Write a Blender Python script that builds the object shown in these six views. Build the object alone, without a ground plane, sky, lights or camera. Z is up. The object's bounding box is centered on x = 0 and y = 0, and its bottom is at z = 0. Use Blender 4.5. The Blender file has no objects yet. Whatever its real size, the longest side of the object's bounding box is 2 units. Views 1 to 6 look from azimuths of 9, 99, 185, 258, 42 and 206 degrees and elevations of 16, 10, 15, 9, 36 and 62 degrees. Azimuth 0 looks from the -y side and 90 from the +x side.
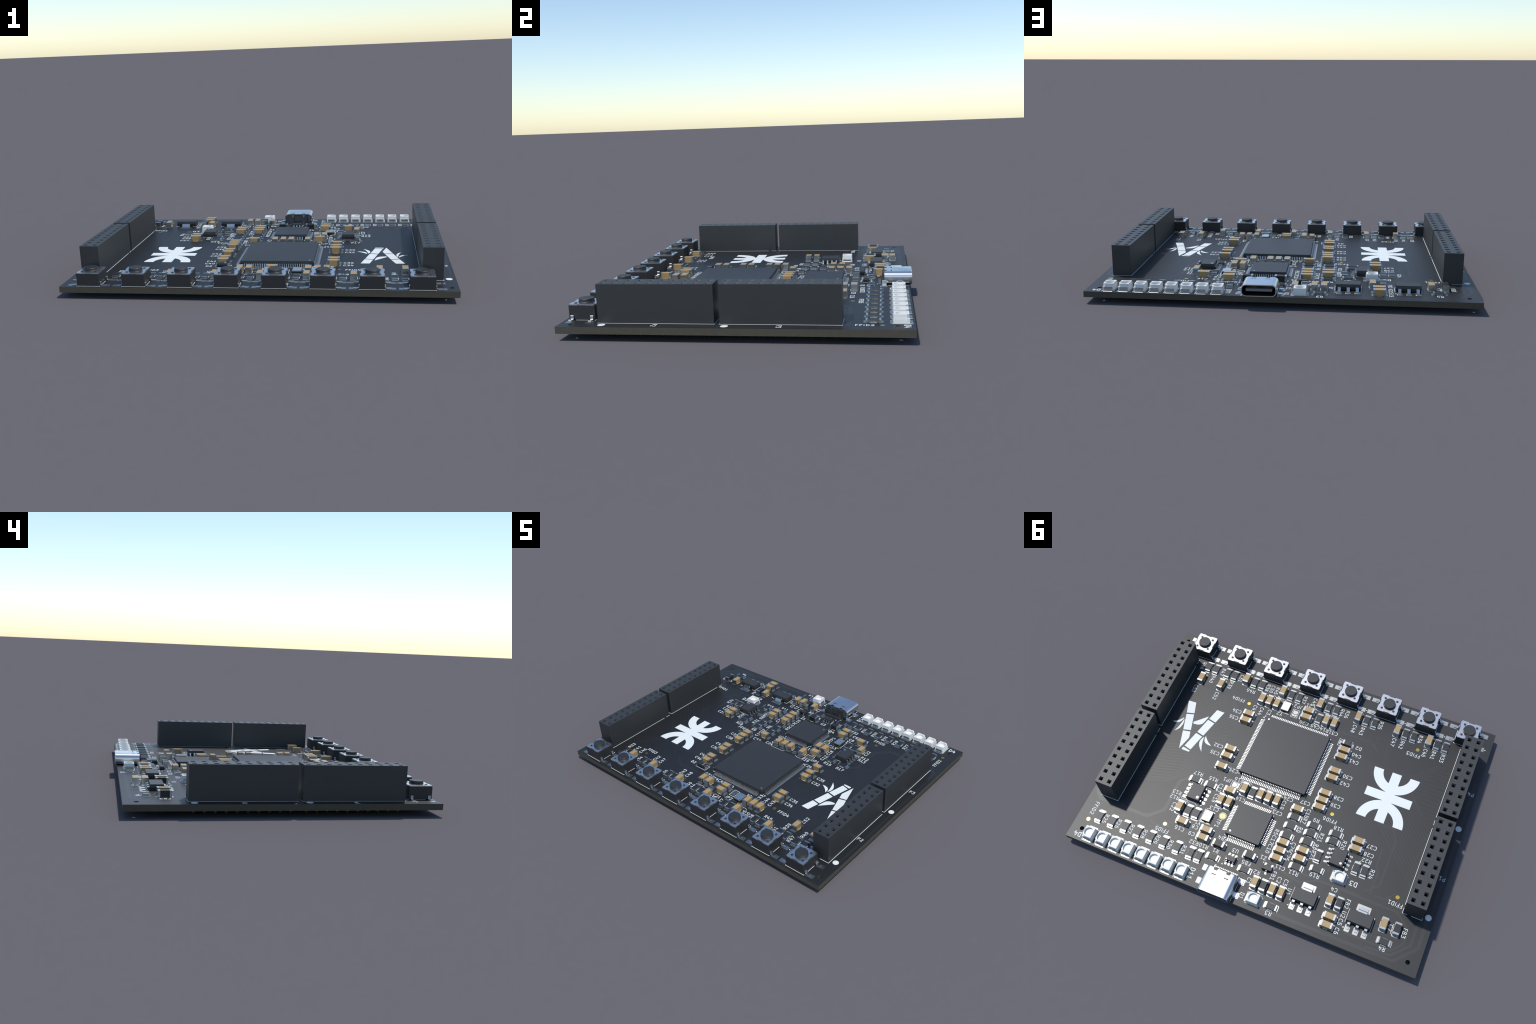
# A black development circuit board with four socket headers, eight push buttons,
# two quad flat packs, chip parts, LEDs and a USB receptacle.
# All sizes below are in millimetres of the real board; S turns them into scene metres.
import bpy, bmesh, math, random
from math import sin, cos, pi, radians
from mathutils import Vector, Matrix

random.seed(7)
S = 0.02              # scene metres per board millimetre
TOP = 3.085           # height of the board's upper face above the ground (mm)
THICK = 1.545

# ------------------------------------------------------------------ materials
def mat(name, col, rough=0.5, metal=0.0, spec=0.5, grain=0.0, gscale=40.0, bump=0.0, col2=None,
        coat=0.0, sss=0.0):
    m = bpy.data.materials.new(name)
    m.use_nodes = True
    nt = m.node_tree
    b = nt.nodes["Principled BSDF"]
    b.inputs["Base Color"].default_value = (*col, 1)
    b.inputs["Roughness"].default_value = rough
    b.inputs["Metallic"].default_value = metal
    b.inputs["Specular IOR Level"].default_value = spec
    b.inputs["Coat Weight"].default_value = coat
    if grain or bump:
        tc = nt.nodes.new("ShaderNodeTexCoord")
        nz = nt.nodes.new("ShaderNodeTexNoise")
        nz.inputs["Scale"].default_value = gscale
        nz.inputs["Detail"].default_value = 4
        nt.links.new(tc.outputs["Object"], nz.inputs["Vector"])
        if grain:
            r = nt.nodes.new("ShaderNodeValToRGB")
            c2 = col2 or tuple(c * (1 - grain) for c in col)
            r.color_ramp.elements[0].position = 0.3
            r.color_ramp.elements[1].position = 0.7
            r.color_ramp.elements[0].color = (*c2, 1)
            r.color_ramp.elements[1].color = (*col, 1)
            nt.links.new(nz.outputs["Fac"], r.inputs["Fac"])
            nt.links.new(r.outputs["Color"], b.inputs["Base Color"])
        if bump:
            bp = nt.nodes.new("ShaderNodeBump")
            bp.inputs["Strength"].default_value = bump
            bp.inputs["Distance"].default_value = 0.002
            nt.links.new(nz.outputs["Fac"], bp.inputs["Height"])
            nt.links.new(bp.outputs["Normal"], b.inputs["Normal"])
    return m

M_MASK   = mat("solder_mask", (0.012, 0.013, 0.014), 0.485, spec=0.6, grain=0.1, gscale=3)
M_TRACE  = mat("mask_over_copper", (0.019, 0.020, 0.021), 0.475, spec=0.64, grain=0.1, gscale=5)
M_FR4    = mat("glass_fibre_edge", (0.078, 0.070, 0.051), 0.75, spec=0.3, grain=0.15, gscale=60)
M_SILK   = mat("white_print", (0.76, 0.795, 0.765), 0.5, spec=0.5, grain=0.02, gscale=30)
M_PAD    = mat("tinned_pad", (0.44, 0.44, 0.415), 0.38, 1.0, grain=0.15, gscale=90)
M_FINE   = mat("fine_pitch_pad", (0.74, 0.73, 0.68), 0.5, 1.0, grain=0.1, gscale=90)
M_TIN    = mat("tin_terminal", (0.64, 0.64, 0.61), 0.28, 1.0, grain=0.15, gscale=90)  # base darkened toward the dark board reflection on the end faces
M_STEEL  = mat("steel_cover", (0.70, 0.70, 0.70), 0.31, 1.0, grain=0.03, gscale=60)
M_SHELL  = mat("connector_steel", (0.74, 0.74, 0.75), 0.24, 1.0, grain=0.1, gscale=220)
M_GOLD   = mat("gold_plate", (0.57, 0.44, 0.10), 0.31, 1.0, grain=0.15, gscale=60)
M_CAP    = mat("tan_ceramic", (0.40, 0.265, 0.108), 0.49, spec=0.6, grain=0.05, gscale=50)
M_PLAST  = mat("black_plastic", (0.030, 0.032, 0.033), 0.49, spec=0.55, grain=0.08, gscale=30)
M_IC     = mat("black_moulding", (0.026, 0.027, 0.028), 0.49, spec=0.55, grain=0.06, gscale=60)
M_BTN    = mat("button_plastic", (0.024, 0.025, 0.026), 0.49, spec=0.5, grain=0.08, gscale=40)
M_RES    = mat("resistor_glaze", (0.012, 0.015, 0.018), 0.48, spec=0.55)
M_CERAM  = mat("resistor_ceramic", (0.22, 0.23, 0.23), 0.6, grain=0.75, gscale=160)
M_FERR   = mat("ferrite", (0.014, 0.015, 0.016), 0.49, spec=0.5)
M_WHITE  = mat("white_led_plastic", (0.70, 0.705, 0.675), 0.5, spec=0.5)
M_LENS   = mat("led_resin", (0.85, 0.84, 0.78), 0.5, spec=0.5)
M_TONG   = mat("tongue_plastic", (0.19, 0.18, 0.19), 0.5)
M_HOLE   = mat("dark_opening", (0.005, 0.005, 0.006), 0.7, spec=0.1)
M_DARKTIN= mat("dull_housing", (0.085, 0.095, 0.105), 0.5, 0.25, grain=0.7, gscale=110)

# ------------------------------------------------------------------ mesh builder (mm)
class MB:
    def __init__(self):
        self.v, self.f, self.m, self.mats = [], [], [], []
    def mi(self, material):
        if material not in self.mats:
            self.mats.append(material)
        return self.mats.index(material)
    def add(self, vs, fs, material):
        o, k = len(self.v), self.mi(material)
        self.v += [tuple(p) for p in vs]
        for f in fs:
            self.f.append([o + i for i in f]); self.m.append(k)
    def prism(self, poly, z0, z1, material, cap_bottom=True, top_poly=None):
        n = len(poly); t = top_poly or poly
        vs = [(x, y, z0) for x, y in poly] + [(x, y, z1) for x, y in t]
        fs = [[i, (i + 1) % n, n + (i + 1) % n, n + i] for i in range(n)] + [list(range(n, 2 * n))]
        if cap_bottom:
            fs.append(list(range(n - 1, -1, -1)))
        self.add(vs, fs, material)
    def box(self, cx, cy, sx, sy, z0, z1, material, taper=0.0):
        a, b = sx / 2, sy / 2
        p = [(cx - a, cy - b), (cx + a, cy - b), (cx + a, cy + b), (cx - a, cy + b)]
        a, b = a - taper, b - taper
        q = [(cx - a, cy - b), (cx + a, cy - b), (cx + a, cy + b), (cx - a, cy + b)]
        self.prism(p, z0, z1, material, top_poly=q)
    def disc(self, cx, cy, r, z0, z1, material, n=20):
        self.prism([(cx + r * cos(2 * pi * i / n), cy + r * sin(2 * pi * i / n)) for i in range(n)], z0, z1, material)
    def rrect(self, cx, cy, sx, sy, r, z0, z1, material, seg=4):
        self.prism(rounded(cx, cy, sx, sy, r, seg), z0, z1, material)
    def ring(self, cx, cy, r0, r1, z0, z1, material, a0=0.0, a1=2 * pi, n=32):
        full = abs(a1 - a0 - 2 * pi) < 1e-6
        k = n if full else n + 1
        vs, fs = [], []
        for i in range(k):
            a = a0 + (a1 - a0) * i / n
            for r, z in ((r0, z0), (r1, z0), (r1, z1), (r0, z1)):
                vs.append((cx + r * cos(a), cy + r * sin(a), z))
        for i in range(n):
            j = (i + 1) % k
            for e in range(4):
                g = (e + 1) % 4
                fs.append([4 * i + e, 4 * i + g, 4 * j + g, 4 * j + e])
        if not full:
            fs += [[0, 3, 2, 1], [4 * n, 4 * n + 1, 4 * n + 2, 4 * n + 3]]
        self.add(vs, fs, material)
    def ribbon(self, pts, w, z0, z1, material, closed=False, cap=True):
        """flat raised line with mitred corners and round ends"""
        P = [Vector((x, y)) for x, y in pts]
        n = len(P); h = w / 2
        def nrm(a, b):
            d = (b - a)
            d = d.normalized() if d.length > 1e-9 else Vector((1, 0))
            return Vector((-d.y, d.x))
        L, R = [], []
        for i in range(n):
            if closed:
                n0, n1 = nrm(P[i - 1], P[i]), nrm(P[i], P[(i + 1) % n])
            else:
                n0 = nrm(P[max(i - 1, 0)], P[max(i, 1)])
                n1 = nrm(P[min(i, n - 2)], P[min(i + 1, n - 1)])
            m = (n0 + n1)
            m = m.normalized() if m.length > 1e-6 else n0
            k = h / max(m.dot(n0), 0.5)
            L.append(P[i] + m * k); R.append(P[i] - m * k)
        if cap and not closed:
            ends = []
            for i, j in ((0, 1), (n - 1, n - 2)):
                d = (P[i] - P[j]).normalized(); q = Vector((-d.y, d.x))
                ends.append([P[i] + q * h * cos(a) * 1.0 + d * h * sin(a)
                             for a in (pi * 0.25, pi * 0.5, pi * 0.75)])
            outline = [p for p in R] + [ends[1][2 - i] for i in range(3)] + L[::-1] + [ends[0][2 - i] for i in range(3)]
        vs = [(p.x, p.y, z) for z in (z0, z1) for p in L + R]
        fs = []
        rng = n if closed else n - 1
        o = 2 * n
        for i in range(rng):
            j = (i + 1) % n
            fs.append([o + n + i, o + n + j, o + j, o + i])        # top
            fs.append([i, j, o + j, o + i][::-1])
            fs.append([n + i, n + j, o + n + j, o + n + i])
        self.add(vs, fs, material)
        if not closed:
            for i, j in ((0, 1), (n - 1, n - 2)):
                d = (P[i] - P[j]).normalized(); q = Vector((d.y, -d.x))
                arc = [P[i] + q * h * cos(a) + d * h * sin(a) for a in ([0, pi * .25, pi * .5, pi * .75, pi] if cap else [0, pi])]
                if cap:
                    self.add([(p.x, p.y, z1) for p in arc] + [(p.x, p.y, z0) for p in arc],
                             [[0, 1, 2, 3, 4]] + [[5 + k, 6 + k, 1 + k, k] for k in range(4)], material)
                else:
                    self.add([(p.x, p.y, z) for z in (z0, z1) for p in arc], [[0, 1, 3, 2]], material)
    def sweep(self, prof, w, material, place):
        """profile in (u, z) with thickness given as closed outline, extruded to width w; place maps (u, s, z) to x, y, z"""
        n = len(prof)
        vs = [place(u, -w / 2, z) for u, z in prof] + [place(u, w / 2, z) for u, z in prof]
        fs = [[i, (i + 1) % n, n + (i + 1) % n, n + i] for i in range(n)]
        fs += [list(range(n - 1, -1, -1)), list(range(n, 2 * n))]
        self.add(vs, fs, material)
    def mesh(self, name, bevel=0.0, seg=1, smooth=False, tri=False):
        me = bpy.data.meshes.new(name)
        bm = bmesh.new()
        bv = [bm.verts.new((x * S, y * S, z * S)) for x, y, z in self.v]
        for f, k in zip(self.f, self.m):
            try:
                fc = bm.faces.new([bv[i] for i in f])
                fc.material_index = k
            except ValueError:
                pass
        bmesh.ops.recalc_face_normals(bm, faces=bm.faces)
        if bevel:
            ed = [e for e in bm.edges if len(e.link_faces) == 2 and e.calc_face_angle(0) > 0.6]
            bmesh.ops.bevel(bm, geom=ed, offset=bevel * S, segments=seg, affect='EDGES', profile=0.5)
        if smooth:
            for f in bm.faces:
                f.smooth = True
            for e in bm.edges:
                if len(e.link_faces) == 2 and e.calc_face_angle(0) > radians(30):
                    e.smooth = False
        bm.to_mesh(me); bm.free()
        for m in self.mats:
            me.materials.append(m)
        return me

def rounded(cx, cy, sx, sy, r, seg=4):
    out = []
    for k, (qx, qy) in enumerate(((1, -1), (1, 1), (-1, 1), (-1, -1))):
        ox, oy = cx + qx * (sx / 2 - r), cy + qy * (sy / 2 - r)
        for i in range(seg + 1):
            a = -pi / 2 + k * pi / 2 + (pi / 2) * i / seg
            out.append((ox + r * cos(a), oy + r * sin(a)))
    return out

ROOT = bpy.data.objects.new("circuit_board", None)
bpy.context.scene.collection.objects.link(ROOT)
ROOT["label"] = "black development circuit board with sockets, buttons and chips"
ROOT["category"] = "circuit board"
ROOT.empty_display_size = 0.2

def put(name, mesh, parent=None, x=0.0, y=0.0, z=TOP, rot=0.0, kind=None):
    """place a mesh; children sit at their parent's frame when parent is not the root"""
    o = bpy.data.objects.new(name, mesh)
    bpy.context.scene.collection.objects.link(o)
    o.parent = parent or ROOT
    if parent is None:
        o.location = (x * S, y * S, z * S)
    else:
        o.location = (x * S, y * S, z * S if z != TOP else 0)
    o.rotation_euler = (0, 0, radians(rot))
    if kind:
        o["kind"] = kind
    return o

PADS, SILK, TRACES = MB(), MB(), MB()
ZS0, ZS1 = 0.0, 0.022
def turn(x, y, cx, cy, rot):
    a = radians(rot)
    return cx + x * cos(a) - y * sin(a), cy + x * sin(a) + y * cos(a)
def pad(cx, cy, rot, x, y, sx, sy, r=0.25, material=None):
    top = None
    if min(sx, sy) > 1.4:
        q = 0.06
        top = rounded(x, y, sx - 2 * q, sy - 2 * q, max(min(r, sx / 2, sy / 2) - q, 0.01))
        pts = rounded(x, y, sx, sy, max(min(r, sx / 2, sy / 2), 0.02))
        top = [turn(a, b, cx, cy, rot) for a, b in top]
    elif r > 0:
        pts = rounded(x, y, sx, sy, min(r, sx / 2, sy / 2))
    else:
        pts = [(x - sx / 2, y - sy / 2), (x + sx / 2, y - sy / 2), (x + sx / 2, y + sy / 2), (x - sx / 2, y + sy / 2)]
    PADS.prism([turn(a, b, cx, cy, rot) for a, b in pts], 0.0, 0.04, material or M_PAD, cap_bottom=False, top_poly=top)
silk_n = [0]
def line(pts, cx=0, cy=0, rot=0, w=0.12, closed=False):
    silk_n[0] += 1
    z = ZS1 + 0.0015 * (silk_n[0] % 5)
    SILK.ribbon([turn(a, b, cx, cy, rot) for a, b in pts], w, ZS0, z, M_SILK, closed=closed)
def tri(pts, cx=0, cy=0, rot=0):
    SILK.prism([turn(a, b, cx, cy, rot) for a, b in pts], ZS0, ZS1 + 0.008, M_SILK, cap_bottom=False)

# ------------------------------------------------------------------ board
BX0, BX1, BY0, BY1 = -50.0, 50.0, -37.8, 37.2
HOLES = [(-47.08, 34.1), (46.85, 33.75), (48.18, -34.9)]
HR = 0.6
def carve(mesh_name, solid, cutter):
    """subtract one mesh from another and return the result as a mesh"""
    objs = []
    for me in (solid, cutter):
        o = bpy.data.objects.new(me.name, me); bpy.context.scene.collection.objects.link(o); objs.append(o)
    md = objs[0].modifiers.new("carve", 'BOOLEAN')
    md.object = objs[1]; md.operation = 'DIFFERENCE'; md.solver = 'EXACT'
    dg = bpy.context.evaluated_depsgraph_get()
    out = bpy.data.meshes.new_from_object(objs[0].evaluated_get(dg)); out.name = mesh_name
    for o in objs:
        bpy.data.objects.remove(o)
    return out
def build_board():
    b = MB()
    b.mats = [M_MASK, M_FR4]
    pts = [(BX0, BY0), (BX1, BY0), (BX1, BY1), (BX0, BY1)]
    vs = [(x, y, z) for z in (-THICK, 0) for x, y in pts]
    b.add(vs, [[3, 2, 1, 0], [4, 5, 6, 7]], M_MASK)
    b.add(vs, [[k, (k + 1) % 4, 4 + (k + 1) % 4, 4 + k] for k in range(4)], M_FR4)
    me = b.mesh("slab")
    bm = bmesh.new(); bm.from_mesh(me)
    bmesh.ops.remove_doubles(bm, verts=bm.verts, dist=1e-6)
    bmesh.ops.recalc_face_normals(bm, faces=bm.faces); bm.to_mesh(me); bm.free()
    c = MB(); c.mats = [M_MASK, M_FR4]
    for hx, hy in HOLES:
        c.disc(hx, hy, HR, -3, 1, M_FR4, 24)
    put("bare_board", carve("bare_board", me, c.mesh("drill")))
build_board()

# ------------------------------------------------------------------ stroke lettering
def ell(cx, cy, rx, ry, n=14):
    return [(cx + rx * cos(2 * pi * i / n), cy + ry * sin(2 * pi * i / n)) for i in range(n)]
G6 = [(.66, 1), (.5, 1), (.39, .95), (.28, .8), (.21, .58), (.21, .24), (.26, .1), (.35, .02), (.46, 0), (.56, 0), (.68, .05),
      (.75, .14), (.77, .25), (.77, .38), (.72, .51), (.62, .58), (.5, .6), (.38, .57), (.28, .5), (.215, .4)]
GLYPH = {   # letter: (advance, [open strokes], [closed strokes])
 '0': (.95, [], [ell(.48, .5, .29, .5)]),
 '1': (.95, [[(.22, .78), (.36, .87), (.49, 1), (.49, 0)], [(.2, 0), (.77, 0)]], []),
 '2': (.95, [[(.2, .9), (.29, .97), (.4, 1), (.54, 1), (.67, .95), (.74, .86), (.76, .73), (.73, .6), (.66, .49), (.18, 0), (.79, 0)]], []),
 '3': (.95, [[(.16, 1), (.76, 1), (.43, .6), (.56, .6), (.68, .56), (.75, .48), (.77, .37), (.77, .22), (.72, .1), (.62, .02), (.5, 0), (.34, 0), (.22, .03), (.15, .1)]], []),
 '4': (.95, [[(.64, .68), (.64, -.02)], [(.41, 1.04), (.17, .33), (.81, .33)]], []),
 '5': (.95, [[(.73, 1), (.25, 1), (.2, .53), (.27, .57), (.37, .6), (.54, .6), (.66, .56), (.73, .48), (.76, .37), (.76, .23), (.72, .11), (.63, .03), (.5, 0), (.35, 0), (.24, .04), (.17, .1)]], []),
 '6': (.95, [G6], []),
 '7': (.95, [[(.14, 1), (.81, 1), (.38, 0)]], []),
 '8': (.95, [], [ell(.48, .79, .23, .21), ell(.48, .29, .29, .29)]),
 '9': (.95, [[(.96 - x, 1 - y) for x, y in G6]], []),
 'B': (1.0, [[(.24, 0), (.24, 1), (.54, 1), (.67, .96), (.74, .87), (.75, .73), (.69, .61), (.56, .54), (.26, .54)],
             [(.56, .54), (.71, .49), (.79, .38), (.8, .2), (.74, .06), (.6, 0), (.24, 0)]], []),
 'C': (1.0, [[(.81, .1), (.72, .03), (.58, 0), (.47, 0), (.33, .05), (.24, .16), (.19, .33), (.18, .5), (.19, .67), (.24, .84), (.33, .95), (.47, 1), (.58, 1), (.72, .97), (.81, .9)]], []),
 'D': (1.0, [], [[(.24, 0), (.24, 1), (.48, 1), (.64, .95), (.75, .84), (.8, .66), (.81, .5), (.8, .34), (.75, .16), (.64, .05), (.48, 0)]]),
 'F': (.86, [[(.24, 0), (.24, 1), (.73, 1)], [(.24, .53), (.6, .53)]], []),
 'I': (.48, [[(.24, 0), (.24, 1)]], []),
 'J': (.76, [[(.53, 1), (.53, .25), (.48, .1), (.38, .02), (.25, 0), (.14, 0)]], []),
 'P': (1.0, [[(.24, 0), (.24, 1), (.6, 1), (.72, .95), (.79, .84), (.8, .73), (.77, .61), (.69, .52), (.57, .48), (.24, .48)]], []),
 'R': (1.0, [[(.24, 0), (.24, 1), (.6, 1), (.72, .95), (.79, .84), (.8, .73), (.77, .61), (.69, .52), (.57, .48), (.24, .48)], [(.5, .48), (.82, 0)]], []),
 'T': (.76, [[(.08, 1), (.69, 1)], [(.385, 1), (.385, 0)]], []),
 'U': (1.05, [[(.24, 1), (.24, .23), (.29, .1), (.4, .02), (.5, 0), (.58, 0), (.7, .03), (.79, .12), (.81, .24), (.81, 1)]], []),
 'Y': (.86, [[(.12, 1), (.43, .48), (.74, 1)], [(.43, .48), (.43, 0)]], []),
 'Z': (.95, [[(.16, 1), (.8, 1), (.16, 0), (.8, 0)]], []),
}
def label(text, x, y, rot=0, size=1.0, w=0.145):
    mb = MB()
    total = sum(GLYPH[c][0] for c in text)
    pen = -total / 2; k = 0
    for c in text:
        adv, opn, cls = GLYPH[c]
        for strokes, closed in ((opn, False), (cls, True)):
            for s in strokes:
                k += 1
                mb.ribbon([((pen + a) * size, (b - 0.5) * size) for a, b in s], w, 0.0, ZS1 + 0.004 + 0.0015 * (k % 6), M_SILK, closed=closed)
        pen += adv
    put("reference_label", mb.mesh("reference_label"), x=x, y=y, rot=rot)

# ------------------------------------------------------------------ chip capacitors, resistors, ferrites
def chip_meshes(name, L, W, H, t, body_mat, top_mat=None, z0=0.04):
    b = MB()
    if top_mat is None:
        b.box(0, 0, L - 0.1, W - 0.05, z0 + 0.02, z0 + H - 0.02, body_mat)
    else:
        b.box(0, 0, L - 0.1, W - 0.06, z0 + 0.02, z0 + H * 0.84, body_mat)
        b.box(0, 0, L - 2 * t + 0.08, W - 0.03, z0 + H * 0.84, z0 + H - 0.01, top_mat)
    e = MB()
    e.box(0, 0, t, W, z0, z0 + H, M_TIN)
    return b.mesh(name, 0.012), e.mesh("terminal")
CHIP = {
 'C': chip_meshes("capacitor", 3.2, 1.6, 1.6, 0.5, M_CAP),
 'R': chip_meshes("resistor", 3.2, 1.6, 0.56, 0.40, M_CERAM, M_RES),
 'F': chip_meshes("ferrite_bead", 3.2, 1.6, 1.6, 0.5, M_FERR),
}
CNAME = {'C': "capacitor", 'R': "resistor", 'F': "ferrite_bead"}
TT = {'C': 0.5, 'R': 0.40, 'F': 0.5}
def chip(kind, x, y, rot):
    body, term = CHIP[kind]
    o = put(CNAME[kind], body, x=x, y=y, rot=rot)
    for sx in (-1, 1):
        put("terminal", term, o, x=sx * (1.6 - TT[kind] / 2))
    px, pw, ph = (1.475, 1.15, 1.8) if kind != 'R' else (1.46, 1.125, 1.75)
    for sx in (-1, 1):
        pad(x, y, rot, sx * px, 0, pw, ph)
    for sy in (-1, 1):
        line([(-0.7, sy * 0.91), (0.7, sy * 0.91)], x, y, rot, 0.12)

BTN_X = [41.43 - 11.98 * i for i in range(8)]
V, HZ = 90, 0
# per button: one capacitor and two resistors beside it
ROW = -28.2
for n, (cx, ra, rb) in enumerate([((37.8, -23.46), 37.6, 35.05), ((31.31, -23.46), 31.26, 28.82), ((24.81, ROW), 22.13, 19.6),
        ((12.84, ROW), 10.11, 7.55), ((0.83, ROW), -1.81, -4.34), ((-11.15, ROW), -13.69, -16.24),
        ((-23.17, ROW), -25.73, -28.25), ((-32.75, ROW), -35.26, -37.77)]):
    chip('C', *cx, V)
    chip('R', ra, ROW, V); chip('R', rb, ROW, V)
for x, y, r in [  # other capacitors
    (17.66, -23.5, V), (15.31, -23.5, V), (12.88, -23.5, V), (3.1, -24.64, HZ), (3.1, -22.28, HZ), (-2.82, -23.55, V), (-5.35, -23.55, V),
    (19.14, -17.01, HZ), (19.14, -14.65, HZ), (19.16, -4.19, HZ), (19.16, -1.69, HZ), (19.18, 1.94, HZ),
    (-11.25, -16.18, HZ), (-11.25, -13.8, HZ), (-11.22, -8.82, HZ), (-11.22, -6.49, HZ), (-11.2, -1.31, HZ), (-11.2, 1.02, HZ), (-11.2, 3.33, HZ),
    (-5.98, 6.07, HZ), (-24.74, 8.58, HZ), (-24.74, 11.0, HZ), (-6.12, 16.74, HZ), (-6.12, 19.16, HZ), (-6.12, 21.52, HZ),
    (-11.85, 16.88, HZ), (-11.85, 19.33, HZ), (21.9, 21.5, HZ), (24.6, 17.78, V), (14.68, 21.33, HZ), (14.68, 23.72, HZ),
    (13.68, 8.04, HZ), (14.93, 11.5, V), (12.54, 11.5, V), (10.26, 5.91, V), (5.31, 5.9, V), (2.92, 5.9, V), (0.39, 5.9, V),
    (-3.53, 29.9, V), (-8.51, 29.92, V), (-11.0, 29.9, V), (-23.47, 26.84, V), (-24.99, 30.95, HZ), (-24.98, 33.3, HZ), (-38.42, 27.42, V)]:
    chip('C', x, y, r)
for x, y, r in [(0.7, 23.7, HZ), (9.78, 23.8, HZ), (-6.04, 29.95, V), (-26.0, 26.84, V), (-41.94, 27.44, V)]:
    chip('F', x, y, r)
for x, y, r in [  # other resistors
    (-0.52, -23.46, V), (-6.06, 8.49, HZ), (-6.08, 11.42, HZ), (-6.08, 14.38, HZ), (-11.9, 8.86, HZ), (-11.9, 11.37, HZ), (-11.92, 14.05, HZ),
    (-18.37, 8.9, HZ), (-18.37, 11.2, HZ), (-16.16, 16.55, V), (-11.86, 21.7, HZ), (-17.2, 20.25, HZ), (9.9, 27.6, HZ), (13.45, 28.77, V),
    (0.48, 27.6, HZ), (21.97, 17.85, V), (19.5, 17.85, V), (24.32, 8.36, HZ), (19.57, 8.36, HZ), (7.74, 6.05, V), (-9.98, 34.16, HZ),
    (-39.95, 31.6, HZ), (-26.65, 15.9, V), (-29.02, 15.9, V)]:
    chip('R', x, y, r)
for i in range(8):
    chip('R', 43.89 - 4.0 * i, 28.77, V)

# ------------------------------------------------------------------ push buttons
def button_meshes():
    body = MB()
    body.box(0, 0, 6.0, 6.0, 0.06, 3.28, M_BTN)
    plate = MB()
    # cover plate with rounded corners and a shallow notch in the middle of each side
    h, r, nd, nw = 2.95, 0.42, 0.2, 0.85
    out = []
    for k in range(4):
        a = k * pi / 2
        seg = [(h - r + r * cos(t), -(h - r) + r * sin(t)) for t in [-pi / 2 + pi / 2 * i / 5 for i in range(6)]]
        seg += [(h, -nw - .12), (h - nd, -nw), (h - nd, nw), (h, nw + .12)]
        out += [(x * cos(a) - y * sin(a), x * sin(a) + y * cos(a)) for x, y in seg]
    plate.prism(out, 3.22, 3.48, M_STEEL)
    collar = MB()
    plunger = MB()
    n = 40
    prof = [(1.82, 3.47), (1.82, 3.56), (1.72, 3.66), (1.72, 4.2), (1.64, 4.3)]
    vs = [(r * cos(2 * pi * i / n), r * sin(2 * pi * i / n), z) for r, z in prof for i in range(n)]
    fs = [[k * n + i, k * n + (i + 1) % n, (k + 1) * n + (i + 1) % n, (k + 1) * n + i] for k in range(len(prof) - 1) for i in range(n)]
    fs.append([(len(prof) - 1) * n + i for i in range(n)])
    plunger.add(vs, fs, M_BTN)
    rivet = MB()
    rivet.disc(0, 0, 0.35, 3.46, 3.6, M_BTN, 16)
    lead = MB()
    lead.sweep([(2.9, 1.05), (2.9, .85), (3.08, .8), (3.08, .2), (3.2, .06), (4.55, .06), (4.55, .24), (3.36, .24), (3.28, .32), (3.28, .95), (3.18, 1.05)],
               0.72, M_TIN, lambda u, s, z: (u, s, z))
    return (body.mesh("push_button", 0.07, 2), plate.mesh("cover_plate"), plunger.mesh("plunger", smooth=True),
            rivet.mesh("rivet", 0.05, 2), lead.mesh("lead", 0.03))
BT = button_meshes()
BY = -33.92
for bx in BTN_X:
    o = put("push_button", BT[0], x=bx, y=BY)
    put("cover_plate", BT[1], o); put("plunger", BT[2], o)
    for sx in (-1, 1):
        for sy in (-1, 1):
            put("rivet", BT[3], o, x=sx * 1.78, y=sy * 1.78)
            put("lead", BT[4], o, y=sy * 2.25, rot=0 if sx > 0 else 180)
            pad(bx, BY, 0, sx * 4.6, sy * 2.23, 2.1, 1.36, 0)
    q = 3.1
    line([(-q, -2.9), (-q, -q), (q, -q), (q, -2.9)], bx, BY)
    line([(-q, 2.9), (-q, q), (q, q), (q, 2.9)], bx, BY)
    line([(q, -1.35), (q, 1.35)], bx, BY); line([(-q, -1.35), (-q, 1.35)], bx, BY)
    SILK.disc(bx - 5.98, BY + 2.2, 0.16, 0, 0.03, M_SILK, 12)

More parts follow.
